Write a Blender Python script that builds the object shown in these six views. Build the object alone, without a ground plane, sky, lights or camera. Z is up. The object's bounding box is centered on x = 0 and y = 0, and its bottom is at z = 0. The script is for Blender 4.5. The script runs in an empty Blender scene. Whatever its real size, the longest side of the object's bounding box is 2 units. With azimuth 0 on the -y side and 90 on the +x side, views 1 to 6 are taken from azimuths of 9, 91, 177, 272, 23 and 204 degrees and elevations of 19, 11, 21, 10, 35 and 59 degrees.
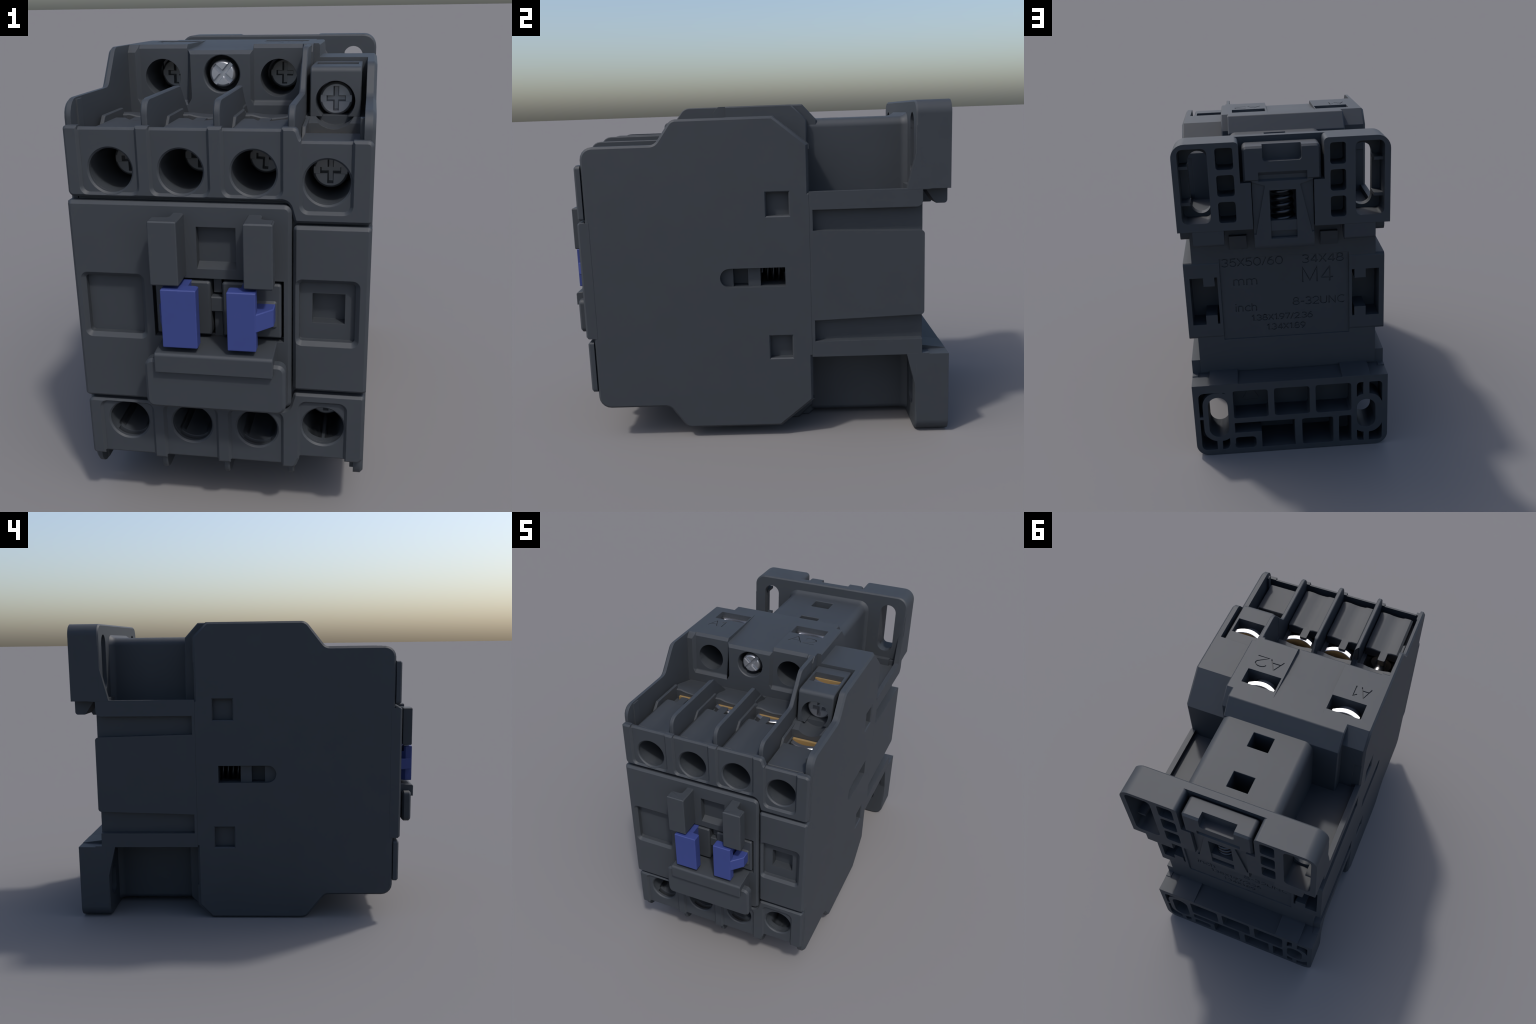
import bpy, bmesh, math
from mathutils import Vector, Matrix

ZS = 1.7225                      # top + bottom: housing is mirrored about z = ZS / 2
ZC = ZS / 2


def mz(z):
    return ZS - z


# --------------------------------------------------------------------------
# materials
# --------------------------------------------------------------------------
def plastic(name, rgb, rough=0.45, spec=0.5, edge=0.004, grain=0.03):
    m = bpy.data.materials.new(name)
    m.use_nodes = True
    nt = m.node_tree
    b = nt.nodes["Principled BSDF"]
    tc = nt.nodes.new("ShaderNodeTexCoord")
    n1 = nt.nodes.new("ShaderNodeTexNoise")
    n1.inputs["Scale"].default_value = 6.0
    n1.inputs["Detail"].default_value = 5.0
    ramp = nt.nodes.new("ShaderNodeValToRGB")
    ramp.color_ramp.elements[0].position = 0.3
    ramp.color_ramp.elements[1].position = 0.7
    lo = [c * (1 - grain) for c in rgb]
    hi = [c * (1 + grain) for c in rgb]
    ramp.color_ramp.elements[0].color = (*lo, 1)
    ramp.color_ramp.elements[1].color = (*hi, 1)
    nt.links.new(tc.outputs["Object"], n1.inputs["Vector"])
    nt.links.new(n1.outputs["Fac"], ramp.inputs["Fac"])
    nt.links.new(ramp.outputs["Color"], b.inputs["Base Color"])
    bev = nt.nodes.new("ShaderNodeBevel")
    bev.samples = 4
    bev.inputs["Radius"].default_value = edge
    nt.links.new(bev.outputs["Normal"], b.inputs["Normal"])
    b.inputs["Roughness"].default_value = rough
    b.inputs["Specular IOR Level"].default_value = spec
    return m


def metal(name, rgb, rough, metallic=1.0):
    m = bpy.data.materials.new(name)
    m.use_nodes = True
    nt = m.node_tree
    b = nt.nodes["Principled BSDF"]
    tc = nt.nodes.new("ShaderNodeTexCoord")
    n1 = nt.nodes.new("ShaderNodeTexNoise")
    n1.inputs["Scale"].default_value = 40.0
    mr = nt.nodes.new("ShaderNodeMapRange")
    mr.inputs["To Min"].default_value = rough * 0.85
    mr.inputs["To Max"].default_value = rough * 1.15
    nt.links.new(tc.outputs["Object"], n1.inputs["Vector"])
    nt.links.new(n1.outputs["Fac"], mr.inputs["Value"])
    nt.links.new(mr.outputs["Result"], b.inputs["Roughness"])
    b.inputs["Base Color"].default_value = (*rgb, 1)
    b.inputs["Metallic"].default_value = metallic
    return m


BODY = plastic("dark_grey_plastic", (0.0315, 0.0375, 0.0458), 0.60, spec=0.43, edge=0.002)
BLUE = plastic("blue_plastic", (0.029, 0.045, 0.180), 0.56, spec=0.40, edge=0.002)
STEEL = metal("zinc_plated_steel", (0.60, 0.61, 0.64), 0.36)
SCREW = metal("darker_grey_screw_metal", (0.30, 0.31, 0.33), 0.5, 0.55)
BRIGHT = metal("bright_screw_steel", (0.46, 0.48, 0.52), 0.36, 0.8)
DARKSTEEL = metal("dark_spring_steel", (0.07, 0.075, 0.085), 0.4)
BRASS = metal("brass", (0.60, 0.41, 0.18), 0.45, 0.7)

# --------------------------------------------------------------------------
# modelling helpers
# --------------------------------------------------------------------------
COL = bpy.context.scene.collection


def area(p):
    return 0.5 * sum(p[i][0] * p[(i + 1) % len(p)][1] - p[(i + 1) % len(p)][0] * p[i][1]
                     for i in range(len(p)))


def rounded(pts, seg=5):
    """polygon corners given as (a, b) or (a, b, radius)"""
    out = []
    n = len(pts)
    for i, p in enumerate(pts):
        if len(p) < 3 or p[2] <= 0:
            out.append((p[0], p[1]))
            continue
        c = Vector(p[:2])
        a = Vector(pts[i - 1][:2]) - c
        b = Vector(pts[(i + 1) % n][:2]) - c
        la, lb = a.length, b.length
        a.normalize()
        b.normalize()
        ang = a.angle(b)
        d = min(p[2] / math.tan(ang / 2), la * 0.98, lb * 0.98)
        r = d * math.tan(ang / 2)
        bis = (a + b).normalized()
        o = c + bis * (r / math.sin(ang / 2))
        s = c + a * d - o
        e = c + b * d - o
        a0 = math.atan2(s.y, s.x)
        da = math.atan2(e.y, e.x) - a0
        while da > math.pi:
            da -= 2 * math.pi
        while da < -math.pi:
            da += 2 * math.pi
        for k in range(seg + 1):
            t = a0 + da * k / seg
            out.append((o.x + r * math.cos(t), o.y + r * math.sin(t)))
    return out


def offset(p, d):
    if abs(d) < 1e-9:
        return p
    n = len(p)
    out = []
    for i in range(n):
        a, b, c = Vector(p[i - 1]), Vector(p[i]), Vector(p[(i + 1) % n])
        e1 = (b - a).normalized()
        e2 = (c - b).normalized()
        n1 = Vector((e1.y, -e1.x))
        n2 = Vector((e2.y, -e2.x))
        m = n1 + n2
        k = 1 + n1.dot(n2)
        q = b + m * (d / max(k, 0.2))
        out.append((q.x, q.y))
    return out


def obj(name, mesh):
    o = bpy.data.objects.new(name, mesh)
    COL.objects.link(o)
    return o


AX = {"x": lambda a, b, t: (t, a, b), "y": lambda a, b, t: (a, t, b), "z": lambda a, b, t: (a, b, t)}


def loft(poly, axis, layers, seg=5):
    """solid through copies of one outline; layers = [(position on axis, outline offset)]"""
    p = rounded(poly, seg)
    if area(p) < 0:
        p = p[::-1]
    f = AX[axis]
    bm = bmesh.new()
    rings = []
    for t, d in layers:
        rings.append([bm.verts.new(f(a, b, t)) for a, b in offset(p, d)])
    n = len(p)
    bm.faces.new(rings[0][::-1])
    bm.faces.new(rings[-1])
    for r0, r1 in zip(rings, rings[1:]):
        for i in range(n):
            j = (i + 1) % n
            bm.faces.new((r0[i], r0[j], r1[j], r1[i]))
    bmesh.ops.recalc_face_normals(bm, faces=bm.faces)
    me = bpy.data.meshes.new("tmp")
    bm.to_mesh(me)
    bm.free()
    return obj("tmp", me)


def prism(poly, axis, a, b, ch=0.0, ch2=None, seg=5):
    """extrusion from a to b with a chamfer at each end"""
    if ch2 is None:
        ch2 = ch
    L = []
    if ch > 0:
        L += [(a, -ch), (a + ch, 0)]
    else:
        L += [(a, 0)]
    if ch2 > 0:
        L += [(b - ch2, 0), (b, -ch2)]
    else:
        L += [(b, 0)]
    return loft(poly, axis, L, seg)


def rect(a0, a1, b0, b1, r=0.0):
    return [(a0, b0, r), (a1, b0, r), (a1, b1, r), (a0, b1, r)]


def box(x0, x1, y0, y1, z0, z1, r=0.0, axis="z", ch=0.0):
    if axis == "z":
        return prism(rect(x0, x1, y0, y1, r), "z", z0, z1, ch)
    if axis == "y":
        return prism(rect(x0, x1, z0, z1, r), "y", y0, y1, ch)
    return prism(rect(y0, y1, z0, z1, r), "x", x0, x1, ch)


def circle(a, b, r, n=40):
    return [(a + r * math.cos(2 * math.pi * k / n), b + r * math.sin(2 * math.pi * k / n)) for k in range(n)]


def stadium(a, b, hw, hh):
    """upright slot outline centred on (a, b)"""
    return [(a - hw, b - hh, hw * .99), (a + hw, b - hh, hw * .99), (a + hw, b + hh, hw * .99), (a - hw, b + hh, hw * .99)]


def cyl(c, r, axis, a, b, ch=0.0, n=40):
    return prism(circle(c[0], c[1], r, n), axis, a, b, ch)


def mirrored(o, ax=2, about=ZC):
    """new solid, reflected across the plane ax = about"""
    me = o.data.copy()
    for v in me.vertices:
        v.co[ax] = 2 * about - v.co[ax]
    me.flip_normals()
    return obj("tmp", me)


def both(o, ax=2, about=ZC):
    return [o, mirrored(o, ax, about)]


def xboth(o):
    return both(o, 0, 0.0)


def boolean(base, parts, op, solver="MANIFOLD"):
    for p in parts:
        md = base.modifiers.new("b", "BOOLEAN")
        md.operation = op
        md.solver = solver
        md.object = p
    dg = bpy.context.evaluated_depsgraph_get()
    me = bpy.data.meshes.new_from_object(base.evaluated_get(dg))
    base.modifiers.clear()
    old = base.data
    base.data = me
    bpy.data.meshes.remove(old)
    for p in parts:
        pm = p.data
        bpy.data.objects.remove(p)
        if pm.users == 0:
            bpy.data.meshes.remove(pm)
    return base


def union(parts):
    return boolean(parts[0], parts[1:], "UNION")


def cut(base, parts, solver="MANIFOLD"):
    return boolean(base, parts, "DIFFERENCE", solver)


ROOT = bpy.data.objects.new("electrical_contactor", None)
COL.objects.link(ROOT)
ROOT["label"] = "dark grey electrical contactor with blue sliders and screw terminals"
ROOT["category"] = "electrical switch"


def finish(o, name, mat, parent=None, angle=32):
    o.name = name
    o.data.name = name
    me = o.data
    bm = bmesh.new()
    bm.from_mesh(me)
    bmesh.ops.remove_doubles(bm, verts=bm.verts, dist=1e-5)
    bmesh.ops.dissolve_degenerate(bm, edges=bm.edges, dist=1e-5)
    bm.to_mesh(me)
    bm.free()
    me.materials.clear()
    me.materials.append(mat)
    for p in me.polygons:
        p.use_smooth = True
        p.material_index = 0
    me.set_sharp_from_angle(angle=math.radians(angle))
    md = o.modifiers.new("wn", "WEIGHTED_NORMAL")
    md.keep_sharp = True
    md.weight = 80
    dg = bpy.context.evaluated_depsgraph_get()
    new = bpy.data.meshes.new_from_object(o.evaluated_get(dg))
    o.modifiers.clear()
    o.data = new
    bpy.data.meshes.remove(me)
    new.name = name
    o.parent = parent or ROOT
    return o


def copy_of(o, loc, rot=None, parent=None):
    c = o.copy()
    c.location = loc
    if rot:
        c.rotation_euler = rot
    c.parent = parent or ROOT
    COL.objects.link(c)
    return c


def arc(cx, cy, rx, ry, a0, a1, n=10):
    """pen points along an ellipse, angles in degrees"""
    return [(cx + rx * math.cos(math.radians(a0 + (a1 - a0) * k / n)),
             cy + ry * math.sin(math.radians(a0 + (a1 - a0) * k / n))) for k in range(n + 1)]


def ring(cx, cy, rx, ry):
    return arc(cx, cy, rx, ry, 90, 446, 18)


# single-line engraving alphabet: (advance width, pen strokes) on a unit-high letter
GLYPHS = {
    "A": (.80, [[(0, 0), (.35, 1), (.70, 0)], [(.12, .33), (.58, .33)]]),
    "1": (.45, [[(.05, .78), (.28, 1), (.28, 0)]]),
    "2": (.78, [arc(.32, .70, .30, .30, 170, -40) + [(.02, 0), (.65, 0)]]),
    "3": (.78, [arc(.30, .75, .28, .25, 150, -90), arc(.30, .26, .31, .26, 86, -155)]),
    "4": (.80, [[(.02, .26), (.68, .26)], [(.02, .26), (.50, 1)], [(.50, 1), (.50, 0)]]),
    "5": (.78, [[(.58, 1), (.12, 1), (.07, .54)] + arc(.30, .32, .31, .32, 128, -150)]),
    "6": (.78, [ring(.32, .31, .30, .31), [(.03, .36), (.10, .66), (.28, .92), (.48, 1)]]),
    "7": (.72, [[(.02, 1), (.60, 1), (.22, 0)]]),
    "8": (.80, [ring(.33, .76, .25, .24), ring(.33, .26, .31, .26)]),
    "9": (.78, [ring(.32, .69, .30, .31), [(.61, .64), (.54, .34), (.36, .08), (.16, 0)]]),
    "0": (.85, [ring(.36, .5, .34, .5)]),
    "X": (.78, [[(0, 0), (.64, 1)], [(0, 1), (.64, 0)]]),
    "/": (.52, [[(0, -.05), (.38, 1)]]),
    "-": (.50, [[(.04, .42), (.38, .42)]]),
    ".": (.22, [[(.07, 0), (.07, .09)]]),
    "M": (1.05, [[(.04, 0), (.04, 1), (.44, .12), (.84, 1), (.84, 0)]]),
    "m": (1.12, [[(.05, 0), (.05, .70)], [(.05, .45)] + arc(.27, .48, .21, .22, 150, 0) + [(.48, 0)],
                 [(.48, .45)] + arc(.70, .48, .21, .22, 150, 0) + [(.91, 0)]]),
    "i": (.28, [[(.08, 0), (.08, .68)], [(.08, .88), (.08, 1)]]),
    "n": (.72, [[(.05, 0), (.05, .70)], [(.05, .45)] + arc(.28, .46, .22, .24, 150, 0) + [(.50, 0)]]),
    "c": (.68, [arc(.34, .35, .31, .35, 45, 315)]),
    "h": (.72, [[(.05, 0), (.05, 1)], [(.05, .45)] + arc(.28, .46, .22, .24, 150, 0) + [(.50, 0)]]),
    "U": (.88, [[(.04, 1), (.04, .32)] + arc(.36, .32, .32, .32, 180, 360) + [(.68, 1)]]),
    "N": (.90, [[(.04, 0), (.04, 1), (.68, 0), (.68, 1)]]),
    "C": (.90, [arc(.46, .5, .42, .5, 50, 310, 14)]),
}


def ribbon(pts, w):
    """outline of a pen stroke of width w"""
    left, right = [], []
    n = len(pts)
    for i, p in enumerate(pts):
        p = Vector(p)
        d0 = (p - Vector(pts[i - 1])).normalized() if i else None
        d1 = (Vector(pts[i + 1]) - p).normalized() if i < n - 1 else None
        if d0 is None:
            d0 = d1
        if d1 is None:
            d1 = d0
        m = Vector((-(d0.y + d1.y), d0.x + d1.x))
        m = m.normalized() * (w / 2 / max(m.length / 2, .55))
        left.append(tuple(p + m))
        right.append(tuple(p - m))
    return left + right[::-1]


def lettering(body, x0, x1, z0, z1, pen, axis, a, b):
    """pen strokes of a word filling the field x0..x1, z0..z1, as solids between a and b on the axis"""
    total = sum(GLYPHS[c][0] for c in body) - .12
    sx, sz = (x1 - x0) / total, z1 - z0
    out = []
    cur = 0
    for c in body:
        adv, strokes = GLYPHS[c]
        for st in strokes:
            out.append(prism(ribbon([(x0 + (cur + p[0]) * sx, z0 + p[1] * sz) for p in st], pen), axis, a, b))
        cur += adv
    return out




# --------------------------------------------------------------------------
# main dimensions
# --------------------------------------------------------------------------
W = 0.5225                                  # half width
POLES = [-0.364, -0.119, 0.128]             # main pole columns
AUX = 0.372                                 # auxiliary contact column
ZP, ZA = 1.345, 1.318                       # wire hole heights
TOP = 1.7215                                # housing top
ATOP = 1.667                                # auxiliary column top
YB = 0.295                                  # rear of front housing


def sideprofile(upper):
    """(y, z) outline of a side wall from its upper half, mirrored downwards"""
    lower = [(p[0], mz(p[1])) + tuple(p[2:]) for p in upper]
    return upper + lower[::-1]


LEFT = sideprofile([(0.35, 1.290), (YB, 1.290), (YB, 1.643), (0.218, TOP), (-0.335, TOP, .05), (-0.447, 1.580, .045),
                    (-0.836, 1.580, .062), (-0.836, 1.246)])
RIGHT = sideprofile([(0.35, 1.290), (YB, 1.290), (YB, 1.526), (0.123, ATOP), (-0.375, ATOP, .045), (-0.462, 1.546, .05),
                     (-0.836, 1.546, .062), (-0.836, 1.178)])
WALL34 = [(-0.08, 1.40), (-0.08, TOP - .0015), (-0.335, TOP - .0015, .05), (-0.455, 1.563, .04), (-0.838, 1.563, .05), (-0.838, 1.40)]
BARRIER = [(-0.20, 1.40), (-0.375, 1.580, .025), (-0.838, 1.580, .05), (-0.838, 1.40)]
BARRIER[0] = (-0.19, 1.40)

# --------------------------------------------------------------------------
# front housing
# --------------------------------------------------------------------------
parts = [prism(LEFT, "x", -W, -0.496, .011, 0),
         prism(RIGHT, "x", 0.486, W, 0, .011)]
core = prism([(YB, 0.3), (YB, 1.41), (-0.800, 1.41), (-0.800, mz(1.41)), (YB, mz(1.41))], "x", -0.50, 0.50)
parts.append(core)
parts.append(box(-0.492, 0.492, -0.838, -0.78, mz(1.40), 1.40))
# coil terminal block on top, with the stepped rear
hi = [prism([(-0.190, 1.38), (-0.184, TOP - .030), (-0.168, TOP - .010), (-0.156, TOP), (0.222, TOP), (YB + .006, 1.643), (YB + .006, 1.25)], "x", -0.51, 0.292, 0, .006),
      prism([(-0.10, 1.2), (-0.10, TOP), (0.280, TOP, .012), (0.356, 1.638, .006), (0.363, 1.2)], "x", -0.397, 0.255, .006),
      prism([(-0.118, 1.38), (-0.118, ATOP), (0.127, ATOP), (YB + .006, 1.526), (YB + .006, 1.25)], "x", 0.28, 0.51),
      prism(WALL34, "x", 0.240, 0.263, .004),
      ]
for c in POLES:
    # bar behind the clamp slot, with a shallow dished front edge
    bar = prism([(c - .122, 1.38), (c + .122, 1.38), (c + .122, 1.470), (c + .075, 1.470), (c + .045, 1.462), (c, 1.457),
                 (c - .045, 1.462), (c - .075, 1.470), (c - .122, 1.470)], "y", -0.387, -0.14, .006, 0)
    cut(bar, [prism([(-0.335, 1.471), (-0.13, 1.412), (-0.13, 1.60), (-0.335, 1.60)], "x", c - .2, c + .2)])
    hi.append(bar)
    # slat left of the clamp slot
    hi.append(prism([(-0.37, 1.38), (-0.37, 1.492, .01), (-0.585, 1.492, .012), (-0.625, 1.45), (-0.625, 1.38)], "x",
                    c - .118, c - .102, .003))
for x in (-0.252, -0.006):
    hi.append(prism(BARRIER, "x", x, x + .022, .004))
# auxiliary column: shelf behind the clamp slot
hi.append(prism([(-0.49, 1.36), (-0.49, 1.456), (-0.425, 1.472), (-0.11, 1.470), (-0.11, 1.36)], "x", 0.262, 0.492))
hi.append(prism([(-0.44, 1.36), (-0.44, 1.470), (-0.600, 1.462, .012), (-0.63, 1.42), (-0.63, 1.36)], "x", 0.264, 0.279, .003))
# inner rib near the front of each outer wall
hi.append(box(-0.500, -0.490, -0.78, -0.735, 1.38, 1.573))
hi.append(box(0.472, 0.490, -0.80, -0.775, 1.36, 1.52))
for h in hi:
    parts += both(h)
housing = union(parts)

cutters = []
for c in POLES:
    cutters += both(box(c - .085, c + .088, -0.512, -0.386, 1.20, 1.60))
    cutters += both(cyl((c, ZP), .076, "y", -0.90, -0.41))
cutters += both(box(AUX - .084, AUX + .084, -0.600, -0.489, 1.18, 1.60))
cutters += both(cyl((AUX, ZA), .076, "y", -0.90, -0.50))
cutters += both(cyl((AUX, 1.520), .086, "y", -0.55, -0.38))
# room for the auxiliary terminal block
cutters += both(box(0.268, 0.486, -0.425, -0.118, 1.4695, 1.80))
# coil terminals (top only)
PADS = [(-0.452, -0.247), (0.028, 0.226)]
for a, b in PADS:
    face = [(-0.40, 1.474), (-0.192, 1.478, .004), (-0.168, 1.496, .012), (-0.163, 1.706), (-0.138, 1.730), (-0.138, 1.90), (-0.40, 1.90)]
    cutters.append(loft(face, "x", [(a - .016, -.024), (a, 0), (b, 0), (b + .016, -.024)]))
cutters.append(cyl((-0.356, 1.590), .075, "y", -0.30, 0.16))
cutters.append(cyl((0.129, 1.589), .075, "y", -0.30, 0.16))
cutters.append(box(-0.445, -0.255, 0.072, 0.168, 1.50, 1.80))
cutters.append(box(0.036, 0.228, 0.072, 0.168, 1.50, 1.80))
# sunk middle between the coil terminals and its screw
cutters.append(prism([(-0.30, 1.678), (-0.186, 1.682), (-0.168, 1.699), (0.01, 1.704), (0.215, TOP + .0005), (0.215, 1.8), (-0.30, 1.8)], "x", -0.250, 0.026))
cutters.append(loft(circle(-0.103, 1.606, .062), "y", [(-0.26, .02), (-0.189, .018), (-0.181, .012), (-0.08, .012)]))
# marker slot of the cover opening reaching into the housing
cutters.append(box(-0.232, 0.229, -0.90, -0.62, 0.748, 0.972))
cutters.append(box(0.279, 0.480, -0.90, -0.8425, 0.747, 0.974))
cutters.append(box(0.327, 0.441, -0.90, -0.797, 0.812, 0.924))
# side windows and rating vents on both flanks
for s in (1, -1):
    for z in (1.2345, mz(1.2345) + .002):
        q = rect(0.080, 0.194, z - .059, z + .059)
        layers = [(s * 0.48, 0), (s * (W - .006), 0), (s * (W + .02), .026)]
        if s < 0:
            layers = layers[::-1]
        cutters.append(loft(q, "x", layers))
    q = [(0.167, 0.813), (0.167, 0.912), (-0.166, 0.912, .049), (-0.166, 0.813, .049)]
    a, b = (0.12, 0.6) if s > 0 else (-0.6, -0.12)
    cutters.append(prism(q, "x", a, b))
cutters += xboth(box(0.470, 0.7, YB, 0.5, 0.2, 1.5))
cut(housing, cutters)

# engraved letters of the coil terminals
for word, x0, x1 in (("A1", -0.440, -0.352), ("A2", 0.060, 0.214)):
    cut(housing, lettering(word, x0, x1, -0.030, 0.038, .0055, "z", TOP - .007, TOP + .01))
finish(housing, "front_housing", BODY)

# --------------------------------------------------------------------------
# channel floors in front of the clamp slots
# --------------------------------------------------------------------------
def channel_floor(c):
    prof = [(c - .098, 1.39), (c + .105, 1.39), (c + .105, 1.466), (c + .085, 1.473), (c + .055, 1.472), (c + .025, 1.467),
            (c - .005, 1.465), (c - .035, 1.467), (c - .050, 1.4735), (c - .085, 1.474), (c - .098, 1.466)]
    a = prism(prof, "y", -0.815, -0.512, .004)
    b = box(c - .033, c + .010, -0.53, -0.448, 1.425, 1.466, .008, "z")
    return a, b


for c in POLES:
    a, b = channel_floor(c)
    for k, (p, q) in enumerate(zip(both(a), both(b))):
        o = union([p, q])
        cc = cyl((c, ZP if k == 0 else mz(ZP)), .076, "y", -0.9, -0.40)
        cut(o, [cc])
        finish(o, "channel_floor", BODY)
a = prism([(AUX - .094, 1.36), (AUX + .100, 1.36), (AUX + .100, 1.438), (AUX - .094, 1.438)], "y", -0.812, -0.601, .004)
for k, p in enumerate(both(a)):
    cut(p, [cyl((AUX, ZA if k == 0 else mz(ZA)), .076, "y", -0.9, -0.40)])
    finish(p, "channel_floor", BODY)

# --------------------------------------------------------------------------
# auxiliary terminal block (free standing in its pocket)
# --------------------------------------------------------------------------
blk = prism([(-0.126, 1.471), (-0.126, 1.652), (-0.410, 1.652, .022), (-0.422, 1.471)], "x", 0.277, 0.467, .004)
for k, p in enumerate(both(blk)):
    zz = (lambda z: z) if k == 0 else mz
    lo, hi_ = sorted((zz(1.50), zz(1.70)))
    cut(p, [cyl((AUX, zz(1.527)), .074, "y", -0.5, -0.20),
            box(0.291, 0.452, -0.296, -0.193, lo, hi_)])
    finish(p, "auxiliary_terminal_block", BODY)

# --------------------------------------------------------------------------
# terminal plates: the lips with the wire holes, above and below the cover
# --------------------------------------------------------------------------
outline = [(-0.517, 1.254, .02), (0.246, 1.254, .03), (0.266, 1.181, .012), (0.519, 1.181, .012), (0.519, 1.457, .02),
           (0.286, 1.457, .012), (0.272, 1.497, .02), (-0.517, 1.497, .012)]
plate = loft(outline, "y", [(-0.8705, -.009), (-0.8615, 0), (-0.8395, 0)])
pc = []
for c, w0, w1, zb in [(POLES[0], -.104, .098, 1.270), (POLES[1], -.102, .098, 1.270), (POLES[2], -.102, .096, 1.270), (AUX, -.086, .082, 1.221)]:
    q = rect(c + w0 + .005, c + w1 - .005, zb, 1.60, .022)
    pc.append(loft(q, "y", [(-0.90, .010), (-0.8705, .010), (-0.8595, 0), (-0.8585, 0)]))
    # pad tops sit a little lower than the ribs
    zt = 1.489 if c < .3 else 1.451
    pc.append(prism([(-0.880, zt - .006), (-0.858, zt - .006), (-0.850, zt + .002), (-0.82, zt + .002), (-0.82, zt + .08), (-0.88, zt + .08)], "x", c + w0, c + w1))
    pc.append(loft(circle(c, ZP if c < .3 else ZA, .076), "y", [(-0.90, .008), (-0.8595, .007), (-0.852, 0), (-0.80, 0)]))
cut(plate, pc)
plate2 = mirrored(plate)
finish(plate, "terminal_plate", BODY)
finish(plate2, "terminal_plate", BODY)

# --------------------------------------------------------------------------
# front cover with recesses, window, hooks and tray
# --------------------------------------------------------------------------
YF = -0.876
cover = loft([(-0.523, 0.482, .014), (0.257, 0.482, .025), (0.257, 1.241, .025), (-0.523, 1.241, .014)], "y",
             [(YF, -.011), (YF + .011, 0), (-0.8395, 0)])
cc = [loft(rect(-0.483, -0.278, 0.745, 0.966, .012), "y", [(-0.92, .015), (YF, .015), (YF + .014, 0), (-0.8400, 0)]),
      prism([(-0.90, 1.005), (YF, 1.009), (-0.8405, 1.026), (-0.8405, 1.160), (-0.90, 1.160)], "x", -0.070, 0.067),
      box(-0.235, 0.231, -0.95, -0.70, 0.746, 0.974)]
union([cover, box(-0.523, -0.503, -0.862, -0.815, 0.486, 1.237)])
cut(cover, cc)
hooks = []
for s in (-1, 1):
    # L-shaped hook: web standing on the cover and a slab in front
    q = [(s * .110, -0.86), (s * .110, -0.986, .004), (s * .208, -0.986, .004), (s * .208, -0.930, .004), (s * .150, -0.930, .012), (s * .150, -0.86)]
    if s > 0:
        q = [(.110, -0.86), (.110, -0.986, .004), (.208, -0.986, .004), (.208, -0.930, .004), (.162, -0.925, .02), (.158, -0.86)]
    hooks.append(prism(q, "z", 0.982, 1.208, .005))
for o in hooks:
    finish(o, "retaining_hook", BODY)
# tray below the sliders with its apron
apron = loft([(-0.250, 0.515, .03), (0.248, 0.515, .03), (0.248, 0.704, .028), (-0.250, 0.704, .028)], "y",
             [(-0.981, -.010), (-0.971, 0), (-0.940, 0), (-0.930, -.010)])
lip = prism([(-0.86, 0.667), (-1.0, 0.667), (-1.0, 0.737, .012), (-0.86, 0.748)], "x", -0.207, 0.207, .003)
union([lip, box(-0.205, 0.205, -0.95, -0.86, 0.545, 0.68)])
finish(apron, "tray_apron", BODY)
finish(lip, "tray_lip", BODY)
finish(cover, "front_cover", BODY)

# narrow panel beside the cover, above the auxiliary column
panel = loft(rect(0.2625, 0.523, 0.557, 1.172, .014), "y", [(YF, -.011), (YF + .011, 0), (-0.8395, 0)])
union([panel, box(0.503, 0.523, -0.862, -0.815, 0.561, 1.168)])
cut(panel, [loft(rect(0.283, 0.476, 0.751, 0.970, .012), "y", [(-0.92, .015), (YF, .015), (YF + .014, 0), (-0.8425, 0)]), box(0.3275, 0.4405, -0.95, -0.70, 0.8125, 0.9235)])
finish(panel, "label_panel", BODY)

# grey carriages behind the blue sliders
for a, b in ((-0.222, -0.026), (0.016, 0.222)):
    o = prism([(a, .762, .006), (b, .762, .006), (b, .964, .010), (a, .964, .010)], "y", -0.882, -0.63, .006, 0)
    cut(o, [])
    finish(o, "carriage", BODY)
o = prism(rect(-0.07, 0.07, .846, .903, .012), "y", -0.868, -0.64, .004, 0)
finish(o, "carriage_link", BODY)
o = loft(rect(0.128, 0.208, 0.80, 0.903, .01), "y", [(-0.890, -.008), (-0.882, 0), (-0.87, 0)])
finish(o, "carriage_pad", BODY)
for z0, z1 in ((.70, .838), (.912, 1.0)):
    o = box(-0.020, 0.008, -0.845, -0.60, z0, z1)
    finish(o, "carriage_guide", BODY)


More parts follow.
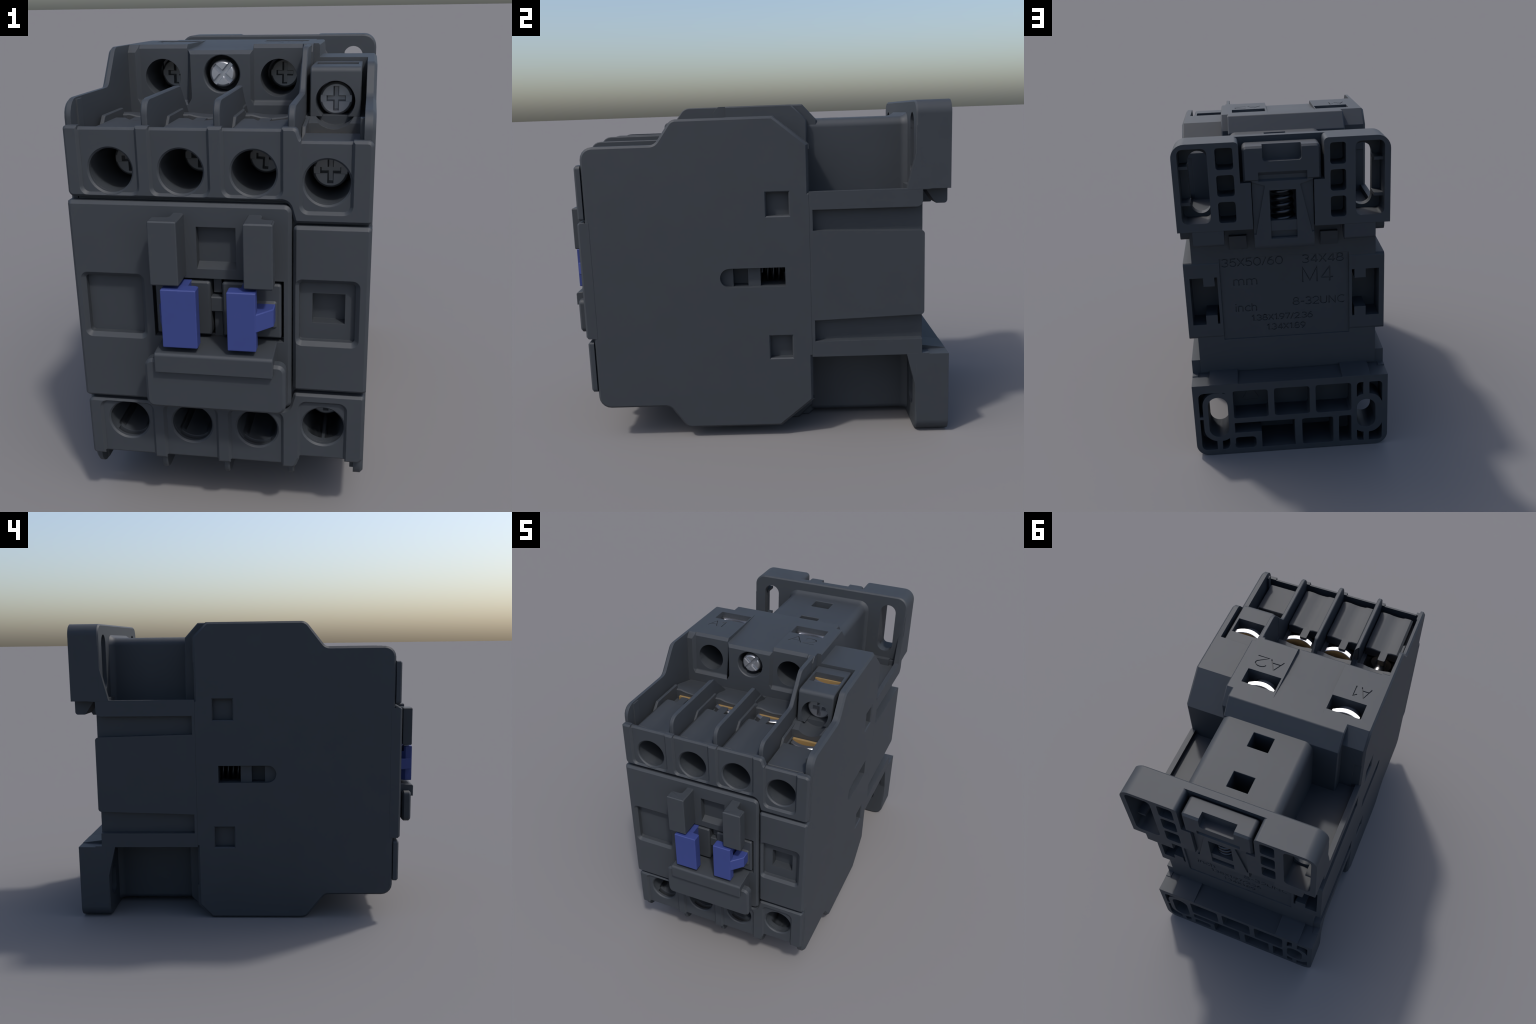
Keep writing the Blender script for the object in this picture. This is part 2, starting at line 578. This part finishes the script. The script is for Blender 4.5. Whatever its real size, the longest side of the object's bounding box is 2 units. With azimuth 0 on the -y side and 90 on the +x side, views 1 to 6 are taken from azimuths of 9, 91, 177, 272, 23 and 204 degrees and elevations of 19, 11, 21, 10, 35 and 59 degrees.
def blue_slider(s, x_in, x_out, x_tip):
    body = prism([(x_in, -0.993, .003), (x_out, -0.993, .003), (x_out, -0.955), (x_out - s * .035, -0.900), (x_in, -0.947)][::1], "z", 0.759, 0.972, .003)
    cut(body, [box(min(x_in, x_out) - .1, max(x_in, x_out) + .1, -0.9445, -0.85, 0.94, 1.0)])
    neck = prism([(x_in + s * .040, -0.97), (x_in + s * .075, -0.97), (x_in + s * .075, -0.87), (x_in + s * .040, -0.87)], "z", 0.775, 0.966)
    tip = prism([(x_out - s * .01, -0.990), (x_out, -0.990), (x_tip, -0.934), (x_tip, -0.885), (x_out - s * .01, -0.885)], "z", 0.829, 0.895, .003)
    return union([body, neck, tip])


finish(blue_slider(1, 0.052, 0.150, 0.203), "blue_slider", BLUE)
finish(blue_slider(-1, -0.052, -0.174, -0.196), "blue_slider", BLUE)

# --------------------------------------------------------------------------
# rear base
# --------------------------------------------------------------------------
B0 = YB + .0005
bp = [box(-0.477, 0.477, B0, 0.868, 0.440, 1.253),
      prism([(B0, 0.632), (0.312, 0.627), (0.872, 0.645, .018), (0.872, 1.080, .018), (0.312, 1.094), (B0, 1.09)], "x", -W, W),
      prism(rect(B0, 0.312, 0.432, 1.291), "x", -W, W)]
arm = prism([(B0, 1.200), (0.862, 1.200, .03), (0.862, 1.291), (B0, 1.291)], "x", -W, W)
bp += [arm, prism([(B0, 0.5145), (0.862, 0.5145), (0.862, 0.4315), (B0, 0.4315)], "x", -W, W)]
base = union(bp)
# well between the coil block and the side rims
cut(base, both(box(-0.493, 0.493, B0 - .05, 0.815, 1.256, 1.40)))

# coil block with rounded shoulders, and its mirror below
blk = loft([(-0.258, 0.50), (0.258, 0.50), (0.258, 1.643, .045), (-0.258, 1.643, .045)], "y",
           [(B0, 0), (0.790, 0), (0.812, .006), (0.827, .018), (0.838, .038)], seg=8)
blk2 = loft([(-0.265, 1.2), (0.265, 1.2), (0.265, 0.028, .03), (-0.265, 0.028, .03)], "y",
            [(B0, 0), (0.790, 0), (0.812, .005), (0.827, .013), (0.838, .022)], seg=6)
# mounting flanges
fl1 = loft([(-.523, 1.288), (.523, 1.288), (.523, 1.721, .066), (-.523, 1.721, .066)], "y", [(0.827, -.008), (0.835, 0), (1.0, 0)], seg=8)
fl2 = loft([(-.523, 0.0, .066), (.523, 0.0, .066), (.523, 0.432), (-.523, 0.432)], "y", [(0.827, -.008), (0.835, 0), (1.0, 0)], seg=8)
ck1 = prism([(0.783, 1.285), (0.829, 1.470, .05), (0.831, 1.60), (0.90, 1.60), (0.90, 1.285)], "x", 0.490, .5228)
ck2 = prism([(0.783, 0.437), (0.827, 0.262, .05), (0.831, 0.12), (0.90, 0.12), (0.90, 0.437)], "x", 0.490, .5228)
base = union([base, blk, blk2, fl1, fl2] + xboth(ck1) + xboth(ck2))
xc = []
for (a, b) in ((0.393, 0.494), (0.647, 0.752)):
    xc.append(loft(rect(-0.058, 0.058, a + .005, b - .005), "z", [(1.40, 0), (1.640, 0), (1.66, .013)]))
# central channel for the latch
xc.append(prism([(-0.203, 1.521), (0.203, 1.521), (0.203, 1.700), (0.206, 1.711), (0.213, 1.718), (0.224, 1.7212), (0.224, 1.76), (-0.224, 1.76), (-0.224, 1.7212), (-0.213, 1.718), (-0.206, 1.711), (-0.203, 1.700)], "y", 0.874, 1.10))
xc.append(box(-0.152, 0.152, 0.874, 1.10, 1.20, 1.53))
# flange pockets
for s in (1, -1):
    def R(a, b, z0, z1, y, r):
        a, b = sorted((s * a, s * b))
        xc.append(box(a, b, y, 1.10, z0, z1, r, "y"))
    R(0.353, 0.494, 1.330, 1.697, 0.872, .028)
    for z0, z1 in ((1.591, 1.696), (1.460, 1.565), (1.328, 1.433)):
        R(0.231, 0.315 if s > 0 else 0.307, z0, z1, 0.885, .014)
    xc.append(prism(stadium(s * 0.404, 1.504, .050, .158), "y", 0.75, 0.90, seg=8))
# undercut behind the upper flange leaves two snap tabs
lower = []
for x0, x1, z0, z1 in [(0.123, 0.313, 0.221, 0.388), (-0.101, 0.090, 0.223, 0.390), (-0.326, -0.133, 0.222, 0.392)]:
    lower.append(box(x0, x1, 0.872, 1.1, z0, z1, .016, "y"))
for x0, x1, z0, z1, r in [(0.160, 0.313, 0.130, 0.191, .006), (-0.016, 0.166, 0.030, 0.191, 0), (0.198, 0.314, 0.031, 0.100, .02),
                          (-0.226, -0.056, 0.030, 0.191, .012), (-0.326, -0.257, 0.030, 0.192, .010)]:
    lower.append(box(x0, x1, 0.80 if x1 - x0 > .165 else 0.86, 1.1, z0, z1, r, "y"))
base = cut(base, xc + lower)
# slotted screw eyes of the lower flange: a ring in a corner pocket
eyes = []
pockets = [box(0.341, 0.494, 0.88, 1.1, 0.031, 0.385, .03, "y"), box(-0.494, -0.356, 0.88, 1.1, 0.026, 0.392, .02, "y")]
cut(base, pockets)
ringL = prism([(0.313, 0.084, .072), (0.475, 0.084, .078), (0.475, 0.384, .078), (0.313, 0.384, .072)], "y", 0.86, 1.0, seg=9)
ringR = prism([(-0.326, 0.079, .078), (-0.497, 0.079, .078), (-0.497, 0.320, .078), (-0.326, 0.320, .078)], "y", 0.86, 1.0, seg=9)
webs = [box(0.382, 0.411, 0.86, 1.0, 0.02, 0.11), box(0.365, 0.382, 0.86, 1.0, 0.37, 0.40), box(0.46, 0.51, 0.86, 1.0, 0.225, 0.240),
        box(-0.422, -0.393, 0.86, 1.0, 0.02, 0.11), box(-0.424, -0.391, 0.86, 1.0, 0.30, 0.41), box(0.31, 0.341, 0.86, 1.0, 0.06, 0.40),
        box(-0.356, -0.33, 0.86, 1.0, 0.06, 0.33)]
union([base, ringL, ringR] + webs)
cut(base, [prism(stadium(0.394, 0.2335, .053, .122), "y", 0.75, 1.1, seg=9),
           prism([(-0.356, 0.111, .050), (-0.458, 0.111, .050), (-0.458, 0.287, .050), (-0.356, 0.287, .050)], "y", 0.75, 1.1, seg=9)])
# ribs inside the big upper pockets, snap tabs, sloped pads on the lower flange
add = []
for s in (1, -1):
    for z in (1.59, 1.41):
        a, b = sorted((s * .450, s * .500))
        add.append(prism([(0.865, z), (0.95, z), (0.865, z + .02)] if 0 else rect(0.865, 0.955, z, z + .016), "x", a, b))
    a, b = sorted((s * .297, s * .451))
    add.append(prism([(0.885, 1.30), (0.998, 1.30), (0.998, 1.206, .016), (0.940, 1.206, .008), (0.885, 1.285)], "x", a, b))
    add.append(prism([(0.80, 1.30), (0.874, 1.30), (0.874, 1.235), (0.862, 1.205), (0.80, 1.205)], "x", a, b))
    add.append(prism([(0.85, 1.220), (0.892, 1.220), (0.892, 1.185), (0.872, 1.143), (0.85, 1.143)], "x", *sorted((s * .188, s * .277))))
    a, b = sorted((s * .278, s * .430))
    add.append(prism([(0.86, 0.40), (1.0, 0.40), (0.9995, 0.434), (0.885, 0.449), (0.86, 0.449)], "x", a, b))
union([base] + add)
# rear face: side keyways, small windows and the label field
rc = []
for s in (1, -1):
    q = [(s * .352, .729), (s * .364, .729), (s * .364, .780), (s * .425, .780), (s * .425, .728), (s * .495, .728),
         (s * .495, .994), (s * .425, .994), (s * .425, .945), (s * .366, .945), (s * .366, .994), (s * .352, .994)]
    rc.append(prism(q, "y", 0.74, 1.1))
rc.append(loft(rect(-0.335, 0.335, 0.632, 1.091), "y", [(0.862, 0), (0.88, .004)]))
cut(base, rc)

words = [("35X50/60", 0.324, 0.007, 1.046, 1.088), ("34X48", -0.093, -0.310, 1.044, 1.087), ("M4", -0.090, -0.253, 0.935, 1.018),
         ("mm", 0.270, 0.142, 0.938, 0.986), ("inch", 0.268, 0.151, 0.788, 0.832), ("8-32UNC", -0.038, -0.314, 0.808, 0.849),
         ("1.38X1.97/2.36", 0.184, -0.141, 0.730, 0.762), ("1.34X1.89", 0.106, -0.101, 0.672, 0.704)]
for body, x0, x1, z0, z1 in words:
    cut(base, lettering(body, x0, x1, z0, z1, .0050 if z1 - z0 < .06 else .0065, "y", 0.857, 0.90))
finish(base, "rear_base", BODY)

# recycling triangle in the first lower pocket
tri = [(0.165, 0.255), (0.215, 0.345), (0.265, 0.255)]
marks = []
for i in range(3):
    p, q = Vector(tri[i]), Vector(tri[(i + 1) % 3])
    d = (q - p).normalized() * .012
    n = Vector((-d.y, d.x)).normalized() * .0025
    p, q = p + d, q - d
    marks.append(prism([tuple(p + n), tuple(p - n), tuple(q - n), tuple(q + n)], "y", 0.870, 0.8745))
finish(union(marks), "recycling_mark", BODY)

# --------------------------------------------------------------------------
# rail latch with its spring
# --------------------------------------------------------------------------
head = loft([(-.187, 1.522), (.187, 1.522), (.187, 1.694, .02), (-.187, 1.694, .02)], "y", [(0.885, 0), (0.984, 0), (0.996, -.010)])
stem = prism([(-.1485, 1.176), (.1485, 1.176), (.1485, 1.54), (-.1485, 1.54)], "y", 0.885, 0.990)
latch = union([head, stem])
cut(latch, [prism(rect(-.096, .091, 1.620, 1.8, .015), "y", 0.945, 1.1),
            # sunken thumb ledge under the notch
            prism([(1.01, 1.572), (0.990, 1.566), (0.976, 1.550), (0.976, 1.530), (1.01, 1.510)], "x", -.120, .115),
            # bevelled lower end
            prism([(0.930, 1.10), (1.1, 1.10), (1.1, 1.228), (0.992, 1.204)], "x", -.3, .3),
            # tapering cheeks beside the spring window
            loft([(-.064, 1.23), (.064, 1.23), (.064, 1.475), (-.064, 1.475)], "y", [(0.930, -.001), (1.0, 0.001)]),
            ])
cheeks = []
for s in (1, -1):
    cheeks.append(prism([(s * .085, 1.500), (s * .160, 1.525), (s * .160, 1.26), (s * .138, 1.255)], "y", 0.981, 1.05))
cut(latch, cheeks)
cut(latch, [box(-.0645, .0645, 0.80, 1.1, 1.322, 1.462)])
bridge = box(-.068, .068, 0.90, 0.984, 1.268, 1.321)
bridge2 = prism([(0.90, 1.20), (0.985, 1.212), (0.985, 1.232), (0.966, 1.232), (0.966, 1.275), (0.90, 1.275)], "x", -.068, .068)
union([latch, bridge, bridge2])
finish(latch, "rail_latch", BODY)


def helix(center, axis, r, wire, a, b, turns, name, mat, n=18, m=8):
    bm = bmesh.new()
    rings = []
    N = int(turns * n)
    ax = {"x": 0, "y": 1, "z": 2}[axis]
    u, v = [i for i in range(3) if i != ax]
    for i in range(N + 1):
        t = 2 * math.pi * i / n
        ring = []
        for k in range(m):
            p = 2 * math.pi * k / m
            rr = r + wire * math.cos(p)
            co = [0, 0, 0]
            co[u] = center[0] + rr * math.cos(t)
            co[v] = center[1] + rr * math.sin(t)
            co[ax] = a + (b - a) * i / N + wire * math.sin(p)
            ring.append(bm.verts.new(co))
        rings.append(ring)
    for r0, r1 in zip(rings, rings[1:]):
        for k in range(m):
            j = (k + 1) % m
            bm.faces.new((r0[k], r0[j], r1[j], r1[k]))
    bm.faces.new(rings[0])
    bm.faces.new(rings[-1][::-1])
    bmesh.ops.recalc_face_normals(bm, faces=bm.faces)
    me = bpy.data.meshes.new(name)
    bm.to_mesh(me)
    bm.free()
    return finish(obj(name, me), name, mat, angle=80)


helix((0.0, 0.915), "z", .048, .009, 1.315, 1.47, 4.5, "latch_spring", DARKSTEEL)
# moving armature and return springs seen through the flank vents
for s in (1, -1):
    for y0, y1, d in ((-0.175, -0.100, .034), (-0.11, -0.02, .10), (-0.024, 0.040, .030)):
        a, b = sorted((s * .25, s * (W - d)))
        finish(prism(rect(y0, y1, 0.800, 0.925), "x", a, b), "armature_stop", BODY)
    helix((s * .31, 0.862), "y", .085, .007, 0.045, 0.165, 4, "return_spring", DARKSTEEL)

# --------------------------------------------------------------------------
# screws, clamp saddles and contact plates
# --------------------------------------------------------------------------
def screw_head(r, thick, name, mat, w=.17, reach=.72, deep=.030, slot=True):
    """pan head facing -y, front face at y = 0, with a crossed recess"""
    h = loft(circle(0, 0, r, 40), "y", [(0, -.010), (.004, -.004), (.012, 0), (thick, 0)])
    w, q = r * w, r * reach
    cs = [loft(rect(-w, w, -q, q), "y", [(-.02, 0), (.003, 0), (deep, -.004)]),
          loft(rect(-q * .8, q * .8, -w, w), "y", [(-.02, 0), (.003, 0), (deep, -.004)])]
    if slot:
        cs.append(box(-r * 1.2, r * 1.2, -.02, .0035, -w * 1.15, w * 1.15))
    cut(h, cs)
    return finish(h, name, mat)


def saddle(w, name):
    """clamp saddle: plate bowed towards the front in plan"""
    p = []
    n = 10
    for k in range(n + 1):
        t = -1 + 2 * k / n
        p.append((t * w, -.028 * (1 - t * t)))
    for k in range(n, -1, -1):
        t = -1 + 2 * k / n
        p.append((t * w, .030 - .028 * (1 - t * t)))
    o = prism(p, "z", -.150, 0, .003)
    return finish(o, name, STEEL)


def contact(w, name):
    o = box(-w, w, 0, .016, -.160, 0)
    return finish(o, name, BRASS)


heads = screw_head(.064, .10, "terminal_screw", SCREW)
sad = saddle(.078, "clamp_saddle")
con = contact(.082, "contact_plate")
first = [True, True, True]


def put(o, i, loc, rot=None):
    if first[i]:
        first[i] = False
        o.location = loc
        if rot:
            o.rotation_euler = rot
        return o
    return copy_of(o, loc, rot)


def spin(a):
    return (0, a, 0)


n = 0
for k in (0, 1):
    f = (lambda z: z) if k == 0 else mz
    for i, c in enumerate(POLES):
        ys = -0.63 if i == 0 else -0.55
        put(heads, 0, (c, ys, f(ZP - .005)), spin(0.03 * i))
        if not (i == 0 and k == 0):
            put(sad, 1, (c, -0.440, 1.452 if k == 0 else mz(1.452) + .15))
        put(con, 2, (c, -0.400, 1.434 if k == 0 else mz(1.434) + .16))
    put(heads, 0, (AUX, -0.665, f(ZA)), spin(0))
    put(sad, 1, (AUX, -0.545, 1.412 if k == 0 else mz(1.412) + .15))
    put(con, 2, (AUX, -0.510, 1.412 if k == 0 else mz(1.412) + .16))
    put(heads, 0, (AUX, -0.350, f(1.529)), spin(0))
    put(sad, 1, (AUX, -0.238, 1.620 if k == 0 else mz(1.620) + .15))
    put(con, 2, (AUX, -0.202, 1.620 if k == 0 else mz(1.620) + .16))
for x in (-0.352, 0.131):
    put(heads, 0, (x, 0.035, 1.592), spin(0.02))
    put(sad, 1, (x - .003, 0.130, 1.682))
    finish(box(x - .088, x + .085, 0.155, 0.1665, 1.53, 1.692), "coil_contact_plate", STEEL)
# bare screw shank in the slackened first pole
shank = []
prof = cyl((POLES[0], ZP), .034, "y", -0.60, -0.40)
shank = finish(prof, "screw_shank", STEEL)

# bright screw between the coil terminals
cs = screw_head(.054, .06, "cover_screw", BRIGHT, w=.20, reach=1.12, deep=.014, slot=False)
cs.location = (-0.103, -0.172, 1.606)
cs.rotation_euler = (0, math.radians(42), 0)
